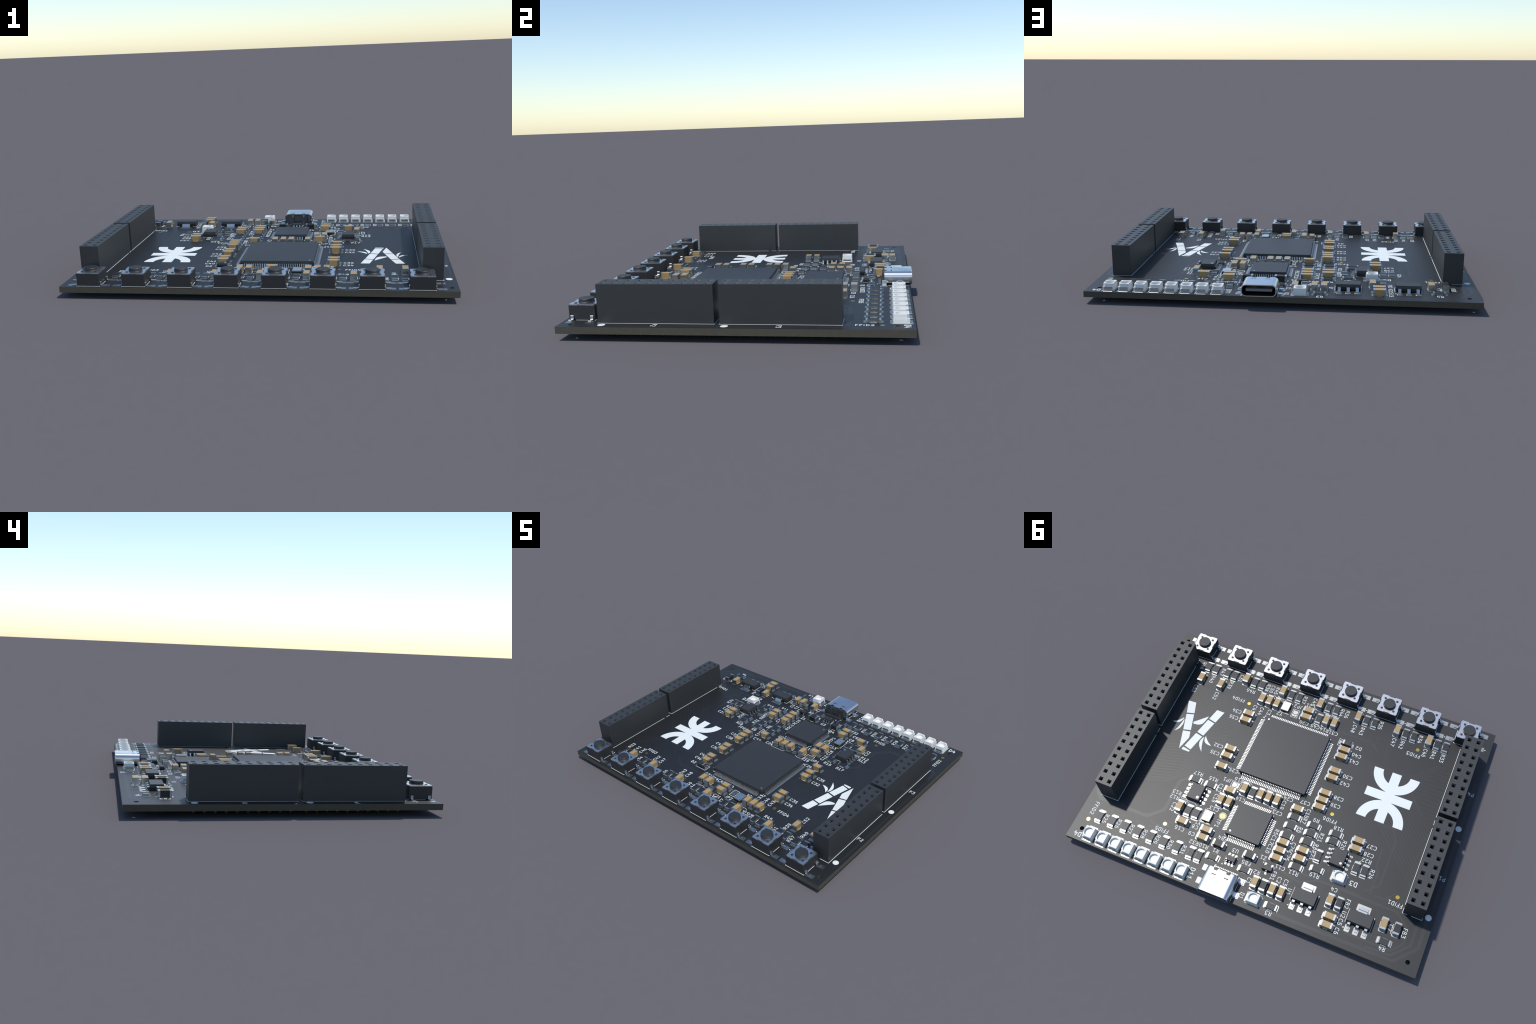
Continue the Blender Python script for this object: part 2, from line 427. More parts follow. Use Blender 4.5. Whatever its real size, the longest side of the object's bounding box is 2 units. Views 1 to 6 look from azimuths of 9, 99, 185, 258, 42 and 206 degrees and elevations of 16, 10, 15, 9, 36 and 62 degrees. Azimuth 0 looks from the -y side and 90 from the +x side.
# ------------------------------------------------------------------ socket headers
def header_mesh():
    mb = MB()
    p, H = 2.54, 8.5
    L, W = 10 * p, 5.06
    a, c, d1, d2 = 0.55, 0.28, 0.5, 6.2   # mouth half width, shaft half width, depths
    for i in range(10):
        for j in range(2):
            cx, cy = (j - .5) * p, (i - 4.5) * p
            hx = (W / 2) / 2
            x0, x1 = (-W / 2, 0) if j == 0 else (0, W / 2)
            y0, y1 = cy - p / 2, cy + p / 2
            o = [(x0, y0), (x1, y0), (x1, y1), (x0, y1)]
            sq = lambda h: [(cx - h, cy - h), (cx + h, cy - h), (cx + h, cy + h), (cx - h, cy + h)]
            vs = [(x, y, H) for x, y in o] + [(x, y, H) for x, y in sq(a)] + [(x, y, H - d1) for x, y in sq(c)] + [(x, y, H - d2) for x, y in sq(c)]
            f1 = [[k, (k + 1) % 4, 4 + (k + 1) % 4, 4 + k] for k in range(4)]
            f2 = [[4 + k, 4 + (k + 1) % 4, 8 + (k + 1) % 4, 8 + k] for k in range(4)]
            f3 = [[8 + k, 8 + (k + 1) % 4, 12 + (k + 1) % 4, 12 + k] for k in range(4)] + [[12, 13, 14, 15]]
            mb.add(vs, f1 + f2, M_PLAST)
            mb.add(vs, f3, M_HOLE)
    a, b = W / 2, L / 2
    ring = [(-a, -b), (a, -b), (a, b), (-a, b)]
    mb.add([(x, y, 0.02) for x, y in ring] + [(x, y, H) for x, y in ring],
           [[k, (k + 1) % 4, 4 + (k + 1) % 4, 4 + k] for k in range(4)] + [[3, 2, 1, 0]], M_PLAST)
    me = bpy.data.meshes.new("socket_header")
    bm = bmesh.new()
    vmap = [bm.verts.new((x * S, y * S, z * S)) for x, y, z in mb.v]
    for f, k in zip(mb.f, mb.m):
        bm.faces.new([vmap[i] for i in f]).material_index = k
    bmesh.ops.remove_doubles(bm, verts=bm.verts, dist=1e-6)
    bmesh.ops.recalc_face_normals(bm, faces=bm.faces)
    # the hollow sockets face upward and inward
    bm.to_mesh(me); bm.free()
    for m in mb.mats:
        me.materials.append(m)
    pin = MB()
    h, t = 0.32, 0.14
    sq = lambda q, z: [(-q, -q, z), (q, -q, z), (q, q, z), (-q, q, z)]
    pin.add(sq(h, -1.2) + sq(h, -2.55) + sq(t, -TOP), [[k, (k + 1) % 4, 4 + (k + 1) % 4, 4 + k] for k in range(4)] +
            [[4 + k, 4 + (k + 1) % 4, 8 + (k + 1) % 4, 8 + k] for k in range(4)] + [[11, 10, 9, 8], [0, 1, 2, 3]], M_GOLD)
    return me, pin.mesh("pin")
HD, PIN = header_mesh()
BOTTOM = MB()
for hx, yc in ((44.28, -16.7), (44.28, 9.88), (-44.42, 9.88), (-44.42, -16.7)):
    o = put("socket_header", HD, x=hx, y=yc)
    for i in range(10):
        for j in (-1, 1):
            put("pin", PIN, o, x=j * 1.27, y=(i - 4.5) * 2.54)
            BOTTOM.ring(hx + j * 1.27, yc + (i - 4.5) * 2.54, 0.33, 0.85, -THICK - 0.04, -THICK, M_GOLD, n=16)
    a, b = 2.6, 12.76
    q = 0 if hx > 0 else 180
    line([(-a, 2.3 - b + .1), (-a, b), (a, b), (a, -b), (2.4 - a, -b)], hx, yc, q)
    line([(-a, 1.4 - b), (-a, -b), (1.25 - a, -b)], hx, yc, q)
put("solder_ring", BOTTOM.mesh("solder_ring"), kind="stuff")
for x, y in ((48.27, -28.13), (48.38, -1.56), (-48.4, 21.36), (-48.44, -5.32)):
    SILK.disc(x, y, 0.83, 0, 0.03, M_SILK, 28)

# ------------------------------------------------------------------ integrated circuits
def gull(mb, x0, x1, zt, w, place, t=0.15, foot=0.6, run=0.17, material=None):
    """gull-wing lead from the body side x0 out to x1; zt is where it leaves the body"""
    k = x1 - foot
    mb.sweep([(x0, zt), (x0, zt - t), (k - .05 - run, zt - t), (k - .05, .05), (x1, .05), (x1, .05 + t), (k + .08, .05 + t), (k + .08 - run, zt)], w, material or M_TIN, place)
def chip_body(name, sx, sy, z0, z1, ch=0.1, material=M_IC, dot=None, dotr=0.3):
    mb = MB()
    zm = (z0 + z1) / 2
    R = lambda h: [(-sx / 2 + h, -sy / 2 + h), (sx / 2 - h, -sy / 2 + h), (sx / 2 - h, sy / 2 - h), (-sx / 2 + h, sy / 2 - h)]
    lv = [(ch, z0), (0, zm - .08), (0, zm + .08), (ch, z1)]
    vs = [(x, y, z) for h, z in lv for x, y in R(h)]
    fs = [[4 * q + k, 4 * q + (k + 1) % 4, 4 * q + 4 + (k + 1) % 4, 4 * q + 4 + k] for q in range(3) for k in range(4)]
    fs += [[3, 2, 1, 0], [12, 13, 14, 15]]
    mb.add(vs, fs, material)
    return mb.mesh(name, 0.03)
def dot_mesh(r, z):
    d = MB(); d.disc(0, 0, r, z - .01, z + .008, M_STEEL, 20)
    return d.mesh("pin_mark")

def quad_pack(x, y, size, npin, corner):
    b = size / 2
    o = put("flat_pack_chip", chip_body("flat_pack_chip", size, size, 0.12, 1.5, 0.1), x=x, y=y)
    leads = MB()
    for s in range(4):
        a = s * pi / 2
        for i in range(npin):
            t = (i - (npin - 1) / 2) * 0.5
            def place(u, w, z, a=a, t=t):
                px, py = u, t + w
                return px * cos(a) - py * sin(a), px * sin(a) + py * cos(a), z
            gull(leads, b - .1, b + 1.0, 0.82, 0.2, place, 0.13, 0.55, material=M_STEEL)
            pad(x, y, s * 90, b + 0.665, t, 1.475, 0.27, 0.06, M_FINE)
    put("lead", leads.mesh("lead"), o, kind="stuff")
    put("pin_mark", dot_mesh(0.27, 1.5), o, x=corner[0] * (b - 1.1), y=corner[1] * (b - 1.1))
    q = b + 0.13
    for sx in (-1, 1):
        for sy in (-1, 1):
            line([(sx * q, sy * (q - .75)), (sx * q, sy * q), (sx * (q - .75), sy * q)], x, y)
FP = (3.87, -8.28); QP = (4.55, 15.4)
quad_pack(*FP, 20.0, 36, (1, -1))
quad_pack(*QP, 10.0, 16, (1, 1))
tri([(10.55, -9.55), (11.25, -9.55), (10.9, -10.1)], *FP)
tri([(4.15, 5.55), (4.75, 5.55), (4.45, 6.1)], 4.75, 15.4)

def small_pack(name, x, y, bx, by, H, rows, pitch, lead_w, reach, pads, rot=0, z0=0.1, zt=None, ch=0.12, dot=None, dotr=.3, foot=.6, run=.17):
    """rows: list of (side, offsets) along the local y axis"""
    o = put(name, chip_body(name, bx, by, z0, H, ch), x=x, y=y, rot=rot)
    mesh_cache = {}
    for side, offs, w, pw, ph, px in rows:
        key = (w,)
        if key not in mesh_cache:
            m = MB()
            gull(m, bx / 2 - .1, reach, zt or (z0 + H) / 2 + .07, w, lambda u, s, z: (u, s, z), 0.17, foot, run)
            mesh_cache[key] = m.mesh("lead", 0.025)
        for t in offs:
            put("lead", mesh_cache[key], o, y=t, rot=0 if side > 0 else 180)
            pad(x, y, rot, side * px, t, pw, ph)
    if dot:
        put("pin_mark", dot_mesh(dotr, H), o, x=dot[0], y=dot[1])
    return o
so = [-1.905, -.635, .635, 1.905]
for sx_, sy_, ph, dr in ((22.17, 12.28, 0.85, .36), (-21.38, 15.25, 0.62, .34)):
    small_pack("memory_chip", sx_, sy_, 3.9, 4.9, 1.7, [(1, so, .45, 1.7, ph, 2.6), (-1, so, .45, 1.7, ph, 2.6)], 1.27, .45, 3.05, None,
               dot=(-1.15, 1.5), dotr=dr)
    line([(-1.95, 2.56), (1.95, 2.56)], sx_, sy_); line([(-1.95, -2.56), (1.95, -2.56)], sx_, sy_)
    tri([(-2.5, 2.55), (-3.0, 2.75), (-2.5, 3.05)], sx_, sy_)
for ux in (-17.15, -32.42):
    # the local x axis of these packages points to the board's far edge
    o = small_pack("regulator_chip", ux, 28.7, 3.5, 6.5, 1.7, [(1, [-2.3, 0, 2.3], .78, 2.0, 1.5, 3.15), (-1, [0], 2.6, 2.0, 3.8, 3.15)],
                   2.3, .78, 3.45, None, rot=90, ch=.14, zt=1.0, foot=.8, run=.42)
    line([(1.0, 1.9 + .02), (3.42, 1.92), (3.42, -1.9), (2.3, -1.9)][1:3], ux, 28.7)
    line([(-3.4, 1.9), (-3.4, -1.92), (-2.3, -1.92)], ux, 28.7); line([(3.42, -1.92), (2.3, -1.92)], ux, 28.7)
    tri([(3.3, 2.95), (3.65, 3.4), (3.1, 3.4)], ux, 28.7)
small_pack("interface_chip", 5.03, 26.42, 1.62, 2.9, 1.2, [(1, [-.95, 0, .95], .42, 1.2, .62, 1.15), (-1, [-.95, 0, .95], .42, 1.2, .62, 1.15)],
           .95, .42, 1.45, None, rot=90, dot=(.5, -1.05), dotr=.17, foot=.42)
line([(1.6, -.75), (1.6, .9)], 5.03, 26.42); line([(-1.6, -.75), (-1.6, .9)], 5.03, 26.42)
tri([(1.7, 1.6), (2.05, 2.0), (1.5, 2.1)], 5.03, 26.42)
small_pack("diode_array", -5.02, 25.1, 1.32, 2.9, 1.1, [(1, [0], .42, 1.1, .62, 1.05), (-1, [-.95, .95], .42, 1.1, .62, 1.05)],
           .95, .42, 1.3, None, rot=90, foot=.4)
line([(-1.6, -1.1), (-1.6, .7), (-1.0, .75)], -5.02, 25.1); SILK.disc(-3.35, 23.7, .16, 0, .03, M_SILK, 12)
# protection diode
o = small_pack("diode", -11.0, -18.62, 2.7, 1.65, 1.1, [(1, [0], .9, 1.1, 1.3, 1.62), (-1, [0], .9, 1.1, 1.3, 1.62)], 1, .9, 1.95, None, ch=.12, zt=.75, foot=.4)
b = MB(); b.box(.85, 0, .5, 1.35, 1.095, 1.112, M_STEEL); put("cathode_band", b.mesh("cathode_band"), o)
line([(-1.7, -1.12), (2.35, -1.12), (2.35, 1.12), (-1.7, 1.12)], -11.0, -18.62)

# crystals
def crystal(x, y):
    b = MB(); b.box(0, 0, 2.5, 3.2, 0.06, 0.72, M_FERR)
    rim = MB(); rim.box(0, 0, 2.42, 3.12, 0.715, 0.82, M_GOLD)
    for sx in (-1, 1):
        for sy in (-1, 1):
            rim.box(sx * .95, sy * 1.3, .62, .62, 0.045, 0.16, M_GOLD)
            pad(x, y, 0, sx * .85, sy * 1.12, 1.2, 1.42)
    lid = MB(); lid.box(0, 0, 2.3, 3.0, 0.815, 0.98, M_STEEL)
    d = MB(); d.disc(0.85, -1.2, .14, .975, .99, M_FERR, 14)
    o = put("crystal", b.mesh("crystal", .04), x=x, y=y)
    put("gold_rim", rim.mesh("gold_rim", .02), o); put("metal_lid", lid.mesh("metal_lid", .02), o)
    put("pin_mark", d.mesh("pin_mark"), o)
    line([(1.65, -2.0), (1.65, 2.0), (-1.6, 2.0)], x, y)
    SILK.disc(x + 1.05, y - 2.25, .17, 0, .03, M_SILK, 12)
crystal(16.22, 17.45); crystal(10.0, -23.62)

# ------------------------------------------------------------------ LEDs
def led_meshes():
    b = MB()
    # cup body: square outside, round well inside, one chamfered corner
    n = 48; hx, hy, H = 1.4, 1.6, 1.9
    r0, r1 = 1.22, 1.19; CUT = .55
    zl = [(1.0, 0.06, 0), (1.0, 1.08, 0), (0.995, 1.1, 1), (0.965, H, 1)]
    def sq(a, k, chamfer):
        c, s = cos(a), sin(a)
        t = min(hx * k / max(abs(c), 1e-6), hy * k / max(abs(s), 1e-6))
        x, y = c * t, s * t
        if chamfer and (x + y) > (hx + hy) * k - CUT:
            q = ((hx + hy) * k - CUT) / (c + s); x, y = c * q, s * q
        return x, y
    ang = sorted({2 * pi * i / n for i in range(n)} | {math.atan2(sy * hy, sx * hx) % (2 * pi) for sx in (-1, 1) for sy in (-1, 1)} | {math.atan2(hy, hx - .55), math.atan2(hy - .55, hx)})
    n = len(ang)
    rings = []
    for k, z, ch in zl:
        rings.append([(*sq(a, k, ch), z) for a in ang])
    rings.append([(r0 * cos(a), r0 * sin(a), H) for a in ang])
    rings.append([(r1 * cos(a), r1 * sin(a), H - .72) for a in ang])
    vs = [p for r in rings for p in r]
    fs = [[q * n + k, q * n + (k + 1) % n, (q + 1) * n + (k + 1) % n, (q + 1) * n + k] for q in range(len(rings) - 1) for k in range(n)]
    fs += [list(range(n - 1, -1, -1)), [(len(rings) - 1) * n + k for k in range(n)]]
    b.add(vs, fs, M_WHITE)
    # legs of the moulding left and right of the terminals
    for sx in (-1, 1):
        b.box(sx * 1.26, 0, .26, 3.36, .05, .95, M_WHITE)
    lens = MB()
    m, n2 = 5, 28
    vs = [(r * cos(2 * pi * i / n2), r * sin(2 * pi * i / n2), H - .70 + .05 * (1 - (r / 1.16) ** 2)) for r in (1.16, .9, .6, .4, .2) for i in range(n2)] + [(0, 0, H - .65)]
    fs = [[k * n2 + i, k * n2 + (i + 1) % n2, (k + 1) * n2 + (i + 1) % n2, (k + 1) * n2 + i] for k in range(4) for i in range(n2)]
    fs += [[4 * n2 + i, 4 * n2 + (i + 1) % n2, 5 * n2] for i in range(n2)]
    lens.add(vs, fs, M_LENS)
    t = MB()
    t.sweep([(1.2, .05), (1.7, .05), (1.7, .17), (1.64, .2), (1.64, .84), (1.5, .9), (1.2, .22)], 2.1, M_TIN, lambda u, s, z: (s, u, z))
    t.box(0, 1.6, 2.1, .03, .1, .97, M_FERR)  # thin black plate modelled for the shadow in the terminal recess
    return b.mesh("indicator_led", smooth=True), lens.mesh("lens", smooth=True), t.mesh("terminal", .03)
LED = led_meshes()
def led(x, y, rot):
    o = put("indicator_led", LED[0], x=x, y=y, rot=rot)
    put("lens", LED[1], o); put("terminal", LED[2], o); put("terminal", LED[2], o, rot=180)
    for s in (-1, 1):
        pad(x, y, rot, 0, s * 1.55, 2.6, 1.5, .2)
    line([(1.52, -1.9), (1.52, 2.35)], x, y, rot); line([(-1.52, -1.9), (-1.52, 1.9)], x, y, rot)
for i in range(8):
    led(43.83 - 4.0 * i, 34.42, 0)
led(-5.02, 34.17, -90); led(-23.51, 20.15, -90)

# ------------------------------------------------------------------ USB receptacle
def usb():
    ux, y0, y1 = 5.03, 31.0, 37.81
    prof = lambda w, h, r: rounded(0, 0, w, h, r, 8)
    zc = 1.66
    def loop(w, h, r, y): return [(x, y, zc + z) for x, z in prof(w, h, r)]
    n = len(prof(1, 1, .2))
    sh = MB()
    ro, ri = (8.94, 3.2, 1.25), (8.38, 2.64, 1.0)
    L = [loop(*ro, y0), loop(*ro, y1 - .08), loop(8.8, 3.06, 1.2, y1), loop(*ri, y1), loop(*ri, y0)]
    vs = [p for l in L for p in l]
    fs = [[q * n + k, q * n + (k + 1) % n, ((q + 1) % 5) * n + (k + 1) % n, ((q + 1) % 5) * n + k] for q in range(5) for k in range(n)]
    sh.add(vs, fs, M_SHELL)
    cut = MB()
    for sx in (-1, 1):
        cut.prism([(sx * 1.8 - .85, 30.5), (sx * 1.8 + .85, 30.5), (sx * 1.8 + .45, 31.6), (sx * 1.8 - .45, 31.6)], 2.6, 4.0, M_SHELL)
        cut.prism([(sx * 1.8 + a, 32.7 + b) for a, b in ((-.62, -.2), (-.45, -.2), (-.45, -.13), (.45, -.13), (.45, -.2), (.62, -.2), (.62, .22), (.45, .22), (.45, .13), (-.45, .13), (-.45, .22), (-.62, .22))], 2.7, 4.0, M_SHELL)
    me = sh.mesh("usb_socket", smooth=True)
    new = carve("usb_socket", me, cut.mesh("cutter"))
    o = put("usb_socket", new, x=ux, y=0)
    core = MB()
    core.box(0, 32.2, 8.3, 1.6, .5, 2.6, M_HOLE)
    core.box(0, 31.2, 8.3, 1.1, .1, 2.75, M_DARKTIN)
    core.disc(3.5, 30.75, .6, .3, 2.3, M_DARKTIN, 14); core.box(-3.4, 30.6, 1.2, .3, .3, 2.2, M_DARKTIN); core.box(0, 30.6, 2.4, .26, .9, 2.6, M_DARKTIN)
    for sx in (-1, 1):
        core.box(sx * 1.8, 30.62, .55, .12, 2.1, 3.1, M_SHELL)
    put("housing", core.mesh("housing", .05), o)
    tong = MB(); tong.rrect(0, 35.1, 6.7, 4.3, .3, 1.32, 2.0, M_TONG)
    put("tongue", tong.mesh("tongue", .08, 2), o)
    ct = MB()
    for i in range(12):
        x = (i - 5.5) * .5
        ct.box(x, 35.3, .26, 3.0, 1.995, 2.03, M_GOLD)
    for i in range(14):
        x = (i - 6.5) * .5
        ct.box(x, 30.4, .24, .7, .045, .2, M_TIN if i % 3 else M_GOLD)
        pad(ux, 30.0, 0, x, 0, .3, 1.1, 0)
    put("contact", ct.mesh("contact"), o, kind="stuff")
    tab = MB()
    tab.sweep([(4.3, 1.3), (4.52, 1.3), (4.6, .26), (5.75, .24), (5.75, .05), (4.45, .05), (4.3, .3)], 1.15, M_SHELL, lambda u, s, z: (u, s, z))
    tm = tab.mesh("shield_tab", .03)
    for y in (30.95, 34.85):
        for sx in (-1, 1):
            put("shield_tab", tm, o, x=0, y=y, rot=0 if sx > 0 else 180)
            pad(ux, y, 0, sx * 5.3, 0, 1.7, 1.75, 0)
    for sx in (-1, 1):
        line([(sx * 4.55, 31.95), (sx * 4.55, 33.85)], ux, 0); line([(sx * 4.55, 35.85), (sx * 4.55, 37.0)], ux, 0)
    SILK.disc(8.2, 29.22, .17, 0, .03, M_SILK, 12)
usb()

# ------------------------------------------------------------------ bare pads: fiducials, test point, jumpers
FID = MB()
for x, y in ((-39.38, 19.18), (46.6, 30.62), (-30.59, -24.63), (20.83, -20.77), (26.24, 23.82), (-15.19, 3.61)):
    FID.disc(x, y, 0.53, 0, .03, M_GOLD, 24)
FID.disc(12.51, 15.62, .78, 0, .03, M_GOLD, 28)
put("gold_fiducial", FID.mesh("gold_fiducial"), kind="stuff")
SILK.ring(12.51, 15.62, .92, 1.06, 0, .03, M_SILK, n=36)
def jumper(x, y, rot):
    pads = [([(-.98, -.72), (-.1, -.72), (.38, 0), (-.1, .72), (-.98, .72)]), ([(.12, -.72), (.98, -.72), (.98, .72), (.12, .72), (.6, 0)])]
    for p in pads:
        PADS.prism([turn(a, b, x, y, rot) for a, b in p], 0, .04, M_PAD, cap_bottom=False)
    for a in (-.6, .8):
        px, py = turn(a, 0, x, y, rot)
        PADS.disc(px, py, .14, .03, .05, M_GOLD, 12)
    line([(-1.36, -.97), (1.36, -.97), (1.36, .97), (-1.36, .97)], x, y, rot, closed=True)
jumper(13.15, 5.58, 180); jumper(6.74, -22.7, 90)

# ------------------------------------------------------------------ emblems
E1 = 0.024
def emblem_star():
    mb = MB(); cx, yt, yb = -27.75, -15.0, 0.93; w = 1.37
    mb.box(cx, (yt + yb) / 2, 2 * w, yb - yt, 0, E1, M_SILK)
    for s in (-1, 1):
        mb.box(cx + s * (w + 6.62) / 2, (yt + yb) / 2, 6.62 - w, 2.72, 0, E1, M_SILK)
    mb.ring(cx, yt, 3.92, 6.65, 0, E1 + .003, M_SILK, 0, pi, 40)
    mb.ring(cx, yb, 3.92, 6.65, 0, E1 + .003, M_SILK, pi, 2 * pi, 40)
    put("star_emblem", mb.mesh("star_emblem"))
emblem_star()
def emblem_bamboo():
    stalk = MB()
    for p in ([(26.31, -15.02), (28.73, -15.05), (29.62, -11.4), (27.36, -10.94)], [(27.5, -10.53), (29.77, -10.95), (30.94, -6.07), (28.75, -5.5)],
              [(28.9, -5.07), (31.08, -5.55), (32.36, -.47), (30.16, .1)], [(30.2, .5), (32.48, 0), (32.68, .75), (32.55, .93), (30.27, .95)],
              [(38.12, -14.95), (35.7, -15.06), (34.54, -11.5), (36.77, -10.86)], [(36.66, -10.4), (34.47, -11.05), (32.96, -5.84), (35.16, -5.24)],
              [(35.07, -4.85), (32.86, -5.33), (32.35, -3.6), (32.31, -3.2), (33.43, .97)]):
        stalk.prism(p, 0, E1, M_SILK)
    o = put("bamboo_emblem", stalk.mesh("bamboo_emblem"))
    for p in ([(39.33, -6.73), (38.45, -7.14), (37.45, -8.0), (36.71, -9.11), (36.67, -8.5), (37.02, -7.46), (37.55, -6.93), (38.21, -6.62), (38.8, -6.6)],
              [(36.44, -8.68), (36.14, -7.89), (36.01, -6.71), (36.25, -5.45), (36.71, -4.64), (37.42, -3.95), (36.95, -5.3), (36.63, -6.99)],
              [(30.05, -12.1), (30.15, -11.2), (30.35, -10.27), (30.64, -9.26), (31.04, -8.77), (31.76, -8.32), (33.09, -8.13), (33.38, -8.32), (33.46, -8.73), (32.33, -9.82)],
              [(28.28, -5.27), (28.1, -3.9), (27.6, -2.1), (26.92, -.42), (27.79, -1.31), (28.43, -2.08), (28.86, -3.1), (28.82, -3.99), (28.6, -4.7)],
              [(27.96, -5.72), (27.25, -4.85), (26.37, -4.05), (25.14, -3.26), (26.02, -3.2), (27.01, -3.45), (27.59, -3.95), (27.9, -4.6)]):
        leaf = MB(); leaf.prism(p, 0, E1, M_SILK)
        put("bamboo_leaf", leaf.mesh("bamboo_leaf"), o)
emblem_bamboo()

# ------------------------------------------------------------------ reference lettering
# (text, x, y, quarter turn); the text stands centred on x, y
for row in """R48 39.64 -28.15 1;R40 34.9 -24.58 1;R47 33.0 -28.2 1;C53 38.32 -19.58 1;C52 31.36 -19.52 1;R39 28.85 -24.7 1;C51 26.8 -28.15 1;R46 22.13 -25.05 0;FFID4 24.4 -21.05 0
R38 17.89 -28.1 1;C50 16.4 -28.1 1;R45 14.89 -28.1 1;C43 18.65 -19.56 1;C44 16.53 -19.6 1;C33 14.08 -19.7 1;Y2 11.02 -20.86 0;JP2 6.76 -25.25 0;R37 5.93 -28.2 1;C49 2.93 -28.6 1;C21 3.42 -26.86 0;R44 -5.94 -28.18 1;R36 -7.59 -28.2 1
C20 3.07 -20.71 0;C45 -.38 -20.75 0;R14 -3.32 -20.72 0;C31 -6.15 -20.66 0;C48 -11.14 -24.35 1;R43 -13.61 -24.46 1;R35 -18.06 -28.39 1;C47 -23.31 -24.44 1;R42 -25.76 -24.49 1;R34 -30.16 -28.28 1;FFID3 -29.92 -22.62 0;C46 -32.69 -24.43 1
D2 -14.8 -18.63 0;C40 -15.0 -16.2 0;C41 -15.0 -14.0 0;C30 -15.1 -8.7 0;C42 -15.1 -6.35 0;R41 -35.15 -24.6 1;R33 -37.9 -24.59 1;C34 23.1 -17.0 0;C36 23.1 -14.68 0;C32 23.12 -4.19 0;C35 23.16 -1.67 0;C29 15.67 1.62 0
C38 -15.15 -1.5 0;C39 -15.1 .88 0;C37 -7.07 3.23 0;C24 -2.25 3.94 0;C19 -1.57 6.2 1;C23 -1.06 9.04 0;C15 -8.9 6.05 1;R7 -8.9 8.4 1;R9 -11.87 7.04 0;FFID6 -15.24 5.55 0;R18 -18.39 7.04 0;R6 -8.8 11.36 1;R21 -14.86 11.25 1;R20 -21.33 11.0 1
R8 -14.6 14.3 1;R23 -14.6 16.75 1;C26 -8.8 16.75 1;C25 -8.75 19.55 1;C27 -28.55 8.65 0;C28 -28.51 11.05 0;R22 -28.59 12.85 0;R17 24.45 6.28 0;R15 19.75 6.27 0;JP1 15.99 5.0 0;R16 12.91 3.74 0;C12 16.9 8.09 1;C18 16.8 11.48 1
C14 10.14 9.16 0;C13 15.66 14.53 0;TP1 12.85 18.1 1;Y1 18.0 20.03 0;C8 18.17 21.5 0;C9 18.2 23.65 0;FB4 9.68 21.65 0;R28 30.18 28.73 1;R29 26.19 28.73 1;R30 22.2 28.73 1;R31 18.21 28.73 1;FFID5 26.23 25.75 0;C16 21.92 23.53 0
R32 16.35 25.72 0;R10 13.5 25.68 0;R1 9.9 25.6 0;FFID2 46.59 27.04 1;R25 42.2 28.73 1;R26 38.2 28.73 1;R27 34.2 28.75 1;U3 4.96 23.6 0;Z1 -2.74 22.5 0;FB5 .85 25.65 0;R2 -2.81 26.97 0;C10 -3.1 19.6 1;C17 -3.1 16.8 1;R5 -3.08 14.35 1
C11 -7.97 23.4 0;FB1 -7.2 26.14 1;C2 -9.1 26.69 1;C3 -11.0 26.66 1;R11 -11.85 23.45 0;R19 -17.24 21.95 0;U1 -12.75 28.6 1;C1 -1.76 29.9 1;D1 -1.72 34.35 1;C4 -23.44 23.57 0;R24 -31.01 15.87 1;FB2 -28.0 25.85 1;FFID1 -39.39 21.15 0
U2 -28.0 28.83 1;C5 -27.95 31.0 1;C6 -27.9 33.54 1;R3 -10.04 36.05 0;C7 -40.25 27.52 1;FB3 -44.0 27.48 1;R4 -40.02 33.4 0;P1 -48.53 10.0 0;P4 -48.61 -16.65 0;P2 48.1 -16.65 0;P3 48.26 9.78 0;R13 27.46 13.88 0;R12 27.46 15.48 0;C22 26.5 18.3 1""".splitlines():
    for item in row.split(';'):
        t, x, y, r = item.split()
        label(t, float(x), float(y), 90 * int(r))
for t, x, y, r in (("D4", 47.1, 35.6, 0), ("D11", 13.25, 33.9, 90), ("D3", -27.55, 20.2, 0)):
    label(t, x, y, r, 1.22, 0.2)

# thin leader lines that point from a label to its part
for p in ([(26.0, 14.6), (25.5, 15.04), (21.3, 15.04), (20.6, 15.65)], [(25.75, 15.5), (23.4, 15.42), (23.0, 15.75)], [(4.3, 3.8), (4.1, 3.3), (-.9, 3.22), (-1.1, 3.4)], [(11.25, 3.4), (9.5, 3.4), (8.8, 3.85)],
          [(1.9, 8.05), (1.4, 8.4), (-.1, 8.36)], [(15.6, 13.9), (13.75, 13.9), (13.55, 13.6)], [(14.95, -26.4), (14.3, -25.95), (11.85, -25.95), (11.35, -26.4)],
          [(-26.75, 13.95), (-27.15, 13.45)], [(-5.95, -26.3), (-5.2, -25.9), (-3.0, -25.9), (-2.5, -26.3)], [(-40.7, 26.3), (-40.75, 28.9)]):
    line(p, w=0.11)

# ------------------------------------------------------------------ copper under the mask
tn = [0]
def trace(pts, w=0.25):
    tn[0] += 1
    TRACES.ribbon(pts, w, 0.0, 0.004 + 0.00006 * (tn[0] % 160), M_TRACE)
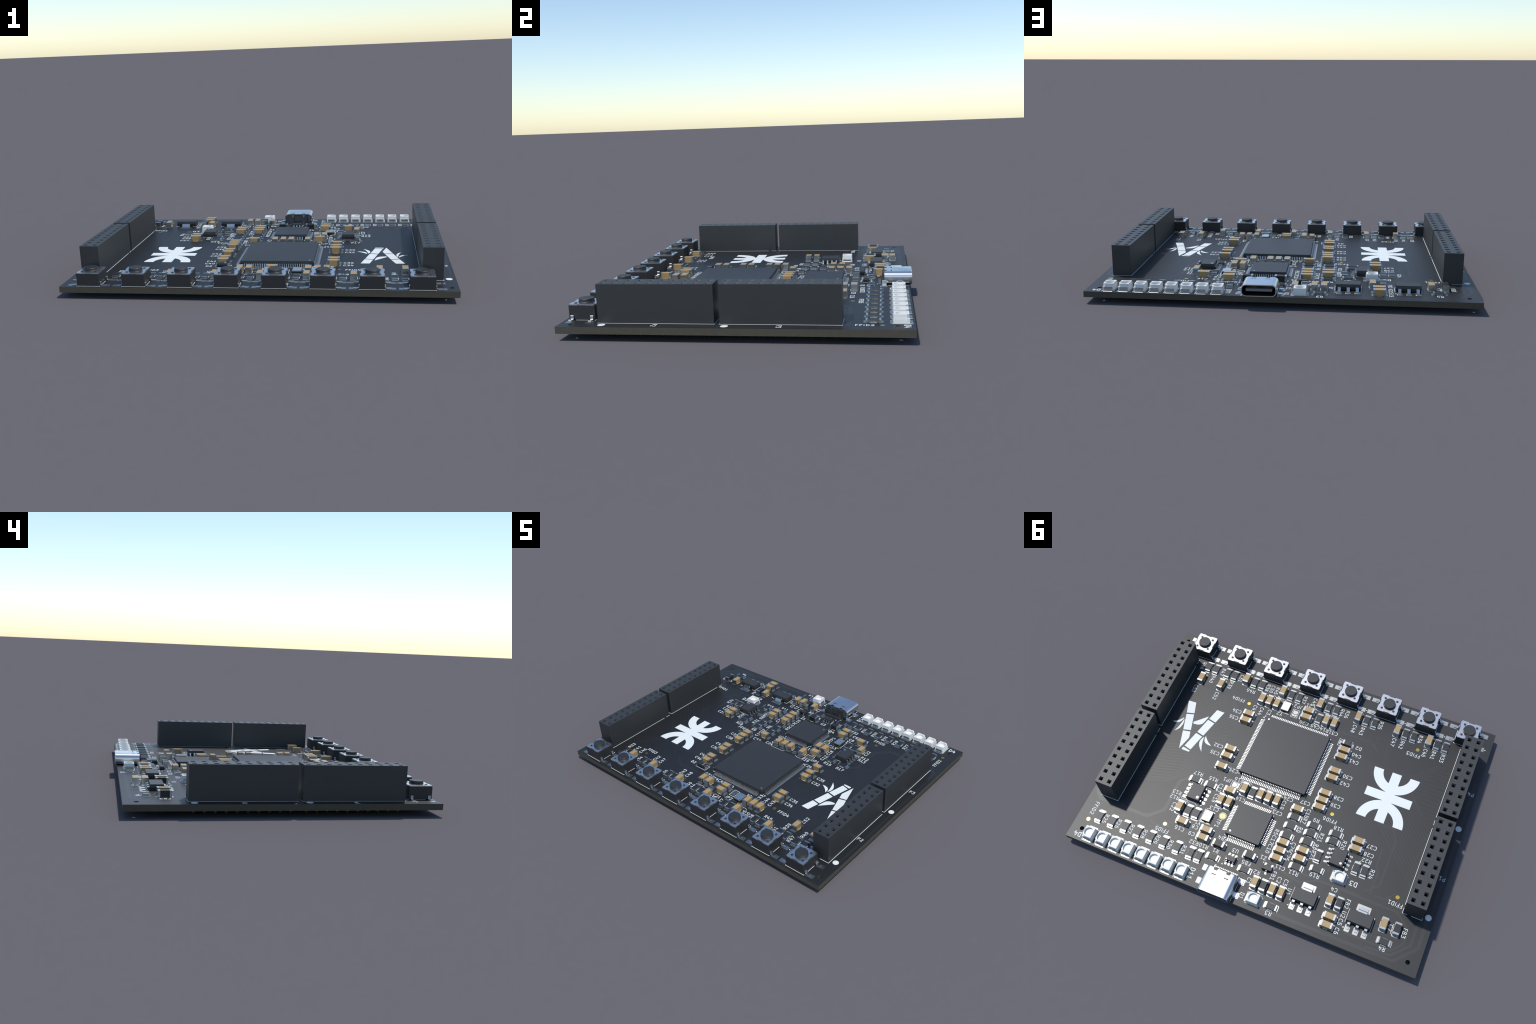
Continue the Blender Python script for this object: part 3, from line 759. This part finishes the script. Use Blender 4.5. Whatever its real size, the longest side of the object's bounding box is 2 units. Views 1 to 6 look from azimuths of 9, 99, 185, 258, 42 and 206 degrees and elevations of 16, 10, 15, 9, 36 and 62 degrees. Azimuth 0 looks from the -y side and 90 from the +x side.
# fan-out from the big chip toward the sockets at +x
fx = FP[0] + 11.6
for i in range(34):
    y = FP[1] - 8.5 + 0.5 * i
    if i < 20:
        ye = -20.5 + 0.86 * i
        d = y - ye
        xb = 21 + abs(d) * 0.3 + (i % 3) * .3
        trace([(fx, y), (xb, y), (xb + abs(d), ye), (41.5, ye)], .22)
    else:
        xb = 18 + 0.35 * (33 - i)
        ye = y + 5.0 + 0.55 * (i - 20)
        trace([(fx, y), (xb, y), (xb + (ye - y) * 1.15, ye), (41.5, ye + (41.5 - xb - (ye - y) * 1.15) * .28)], .22)
# fan-out toward the sockets at -x
gx = FP[0] - 11.6
for i in range(30):
    y = FP[1] - 7.5 + 0.5 * i
    if i < 15:
        ye = -23.0 + 1.27 * i
        xb = -31.5 - 0.22 * i
        d = abs(ye - y)
        trace([(gx, y), (xb, y), (xb - min(d, 8), y + (ye - y) * min(1, 8 / max(d, .01))), (-41.7, y + (ye - y) * min(1, 8 / max(d, .01)))], .2)
    else:
        k = i - 15
        xb = -35.6 + 0.75 * k
        ye = -.5 + 1.27 * k
        xe = xb - (ye - y)
        trace([(gx, y), (xb, y), (max(xe, -41.7), y + (xb - max(xe, -41.7))), (-41.7, max(ye, y + (xb - max(xe, -41.7))))], .2)
# wide supply runs
for p, w in (([(48.7, 18), (48.6, 21.6), (46.6, 23.75), (32.0, 23.6), (28.35, 20.1), (28.35, 10.4), (26.2, 8.0)], 1.0),
             ([(-12, 22.6), (-22, 22.9), (-40.4, 23.0), (-43.6, 25.4), (-44.6, 27.5), (-44.6, 30.2), (-42.2, 33.0), (-30, 33.2)], .55),
             ([(-48.3, 22.5), (-48.4, 30.0), (-43.4, 35.3), (-5, 35.6)], .85), ([(-46.4, 24.5), (-46.4, 30.0), (-42.4, 34.2), (-36, 34.5)], .7),
             ([(-7.1, -21.8), (-17.4, -21.85), (-20.1, -20.0)], .4), ([(-34, 21.1), (-36.2, 21.1), (-38.6, 18.6)], .4), ([(-9, 24.2), (-14, 25.2), (-19, 22.8), (-30, 22.6)], .5),
             ([(-28.2, 1.2), (-32.0, 1.2), (-34, 4.5), (-34, 18), (-31.4, 20.6)], .4), ([(-31.4, 8), (-31.4, 13.2), (-32.4, 14.6), (-32.4, 21.0)], .4),
             ([(-48.9, -20), (-48.9, 18)], .8), ([(49.0, -30), (49.0, 16)], .6)):
    trace(p, w)
# short local runs and vias between the parts
rnd = random.Random(11)
for k in range(70):
    cx, cy = rnd.choice([(20, 20), (12, 18), (-10, 10), (-16, 16), (-16, 24), (0, 27), (18, 9), (24, -20), (-20, -24), (10, -22), (-2, -25), (30, 26), (-33, 31)])
    x, y = cx + rnd.uniform(-5, 5), min(cy + rnd.uniform(-4, 4), 33)
    a = rnd.choice([0, 90, 180, 270]); b = a + rnd.choice([-45, 45])
    l1, l2 = rnd.uniform(.8, 3.5), rnd.uniform(.6, 1.8)
    x1, y1 = x + l1 * cos(radians(a)), y + l1 * sin(radians(a))
    trace([(x, y), (x1, y1), (x1 + l2 * cos(radians(b)), y1 + l2 * sin(radians(b)))], .22)
    TRACES.ring(x, y, .12, .33, 0, .014 + .0003 * k, M_TRACE, n=14)
for i in range(7):
    TRACES.ring(41.75 - 4.0 * i, 26.0, .14, .34, 0, .016, M_TRACE, n=14)
    trace([(43.89 - 4.0 * i, 27.0), (42.6 - 4.0 * i, 26.3)], .2); trace([(43.89 - 4.0 * i, 30.4), (43.85 - 4.0 * i, 32.6)], .25)

put("copper_trace", TRACES.mesh("copper_trace"), kind="stuff")
put("solder_pad", PADS.mesh("solder_pad"), kind="stuff")
put("printed_outline", SILK.mesh("printed_outline"), kind="stuff")
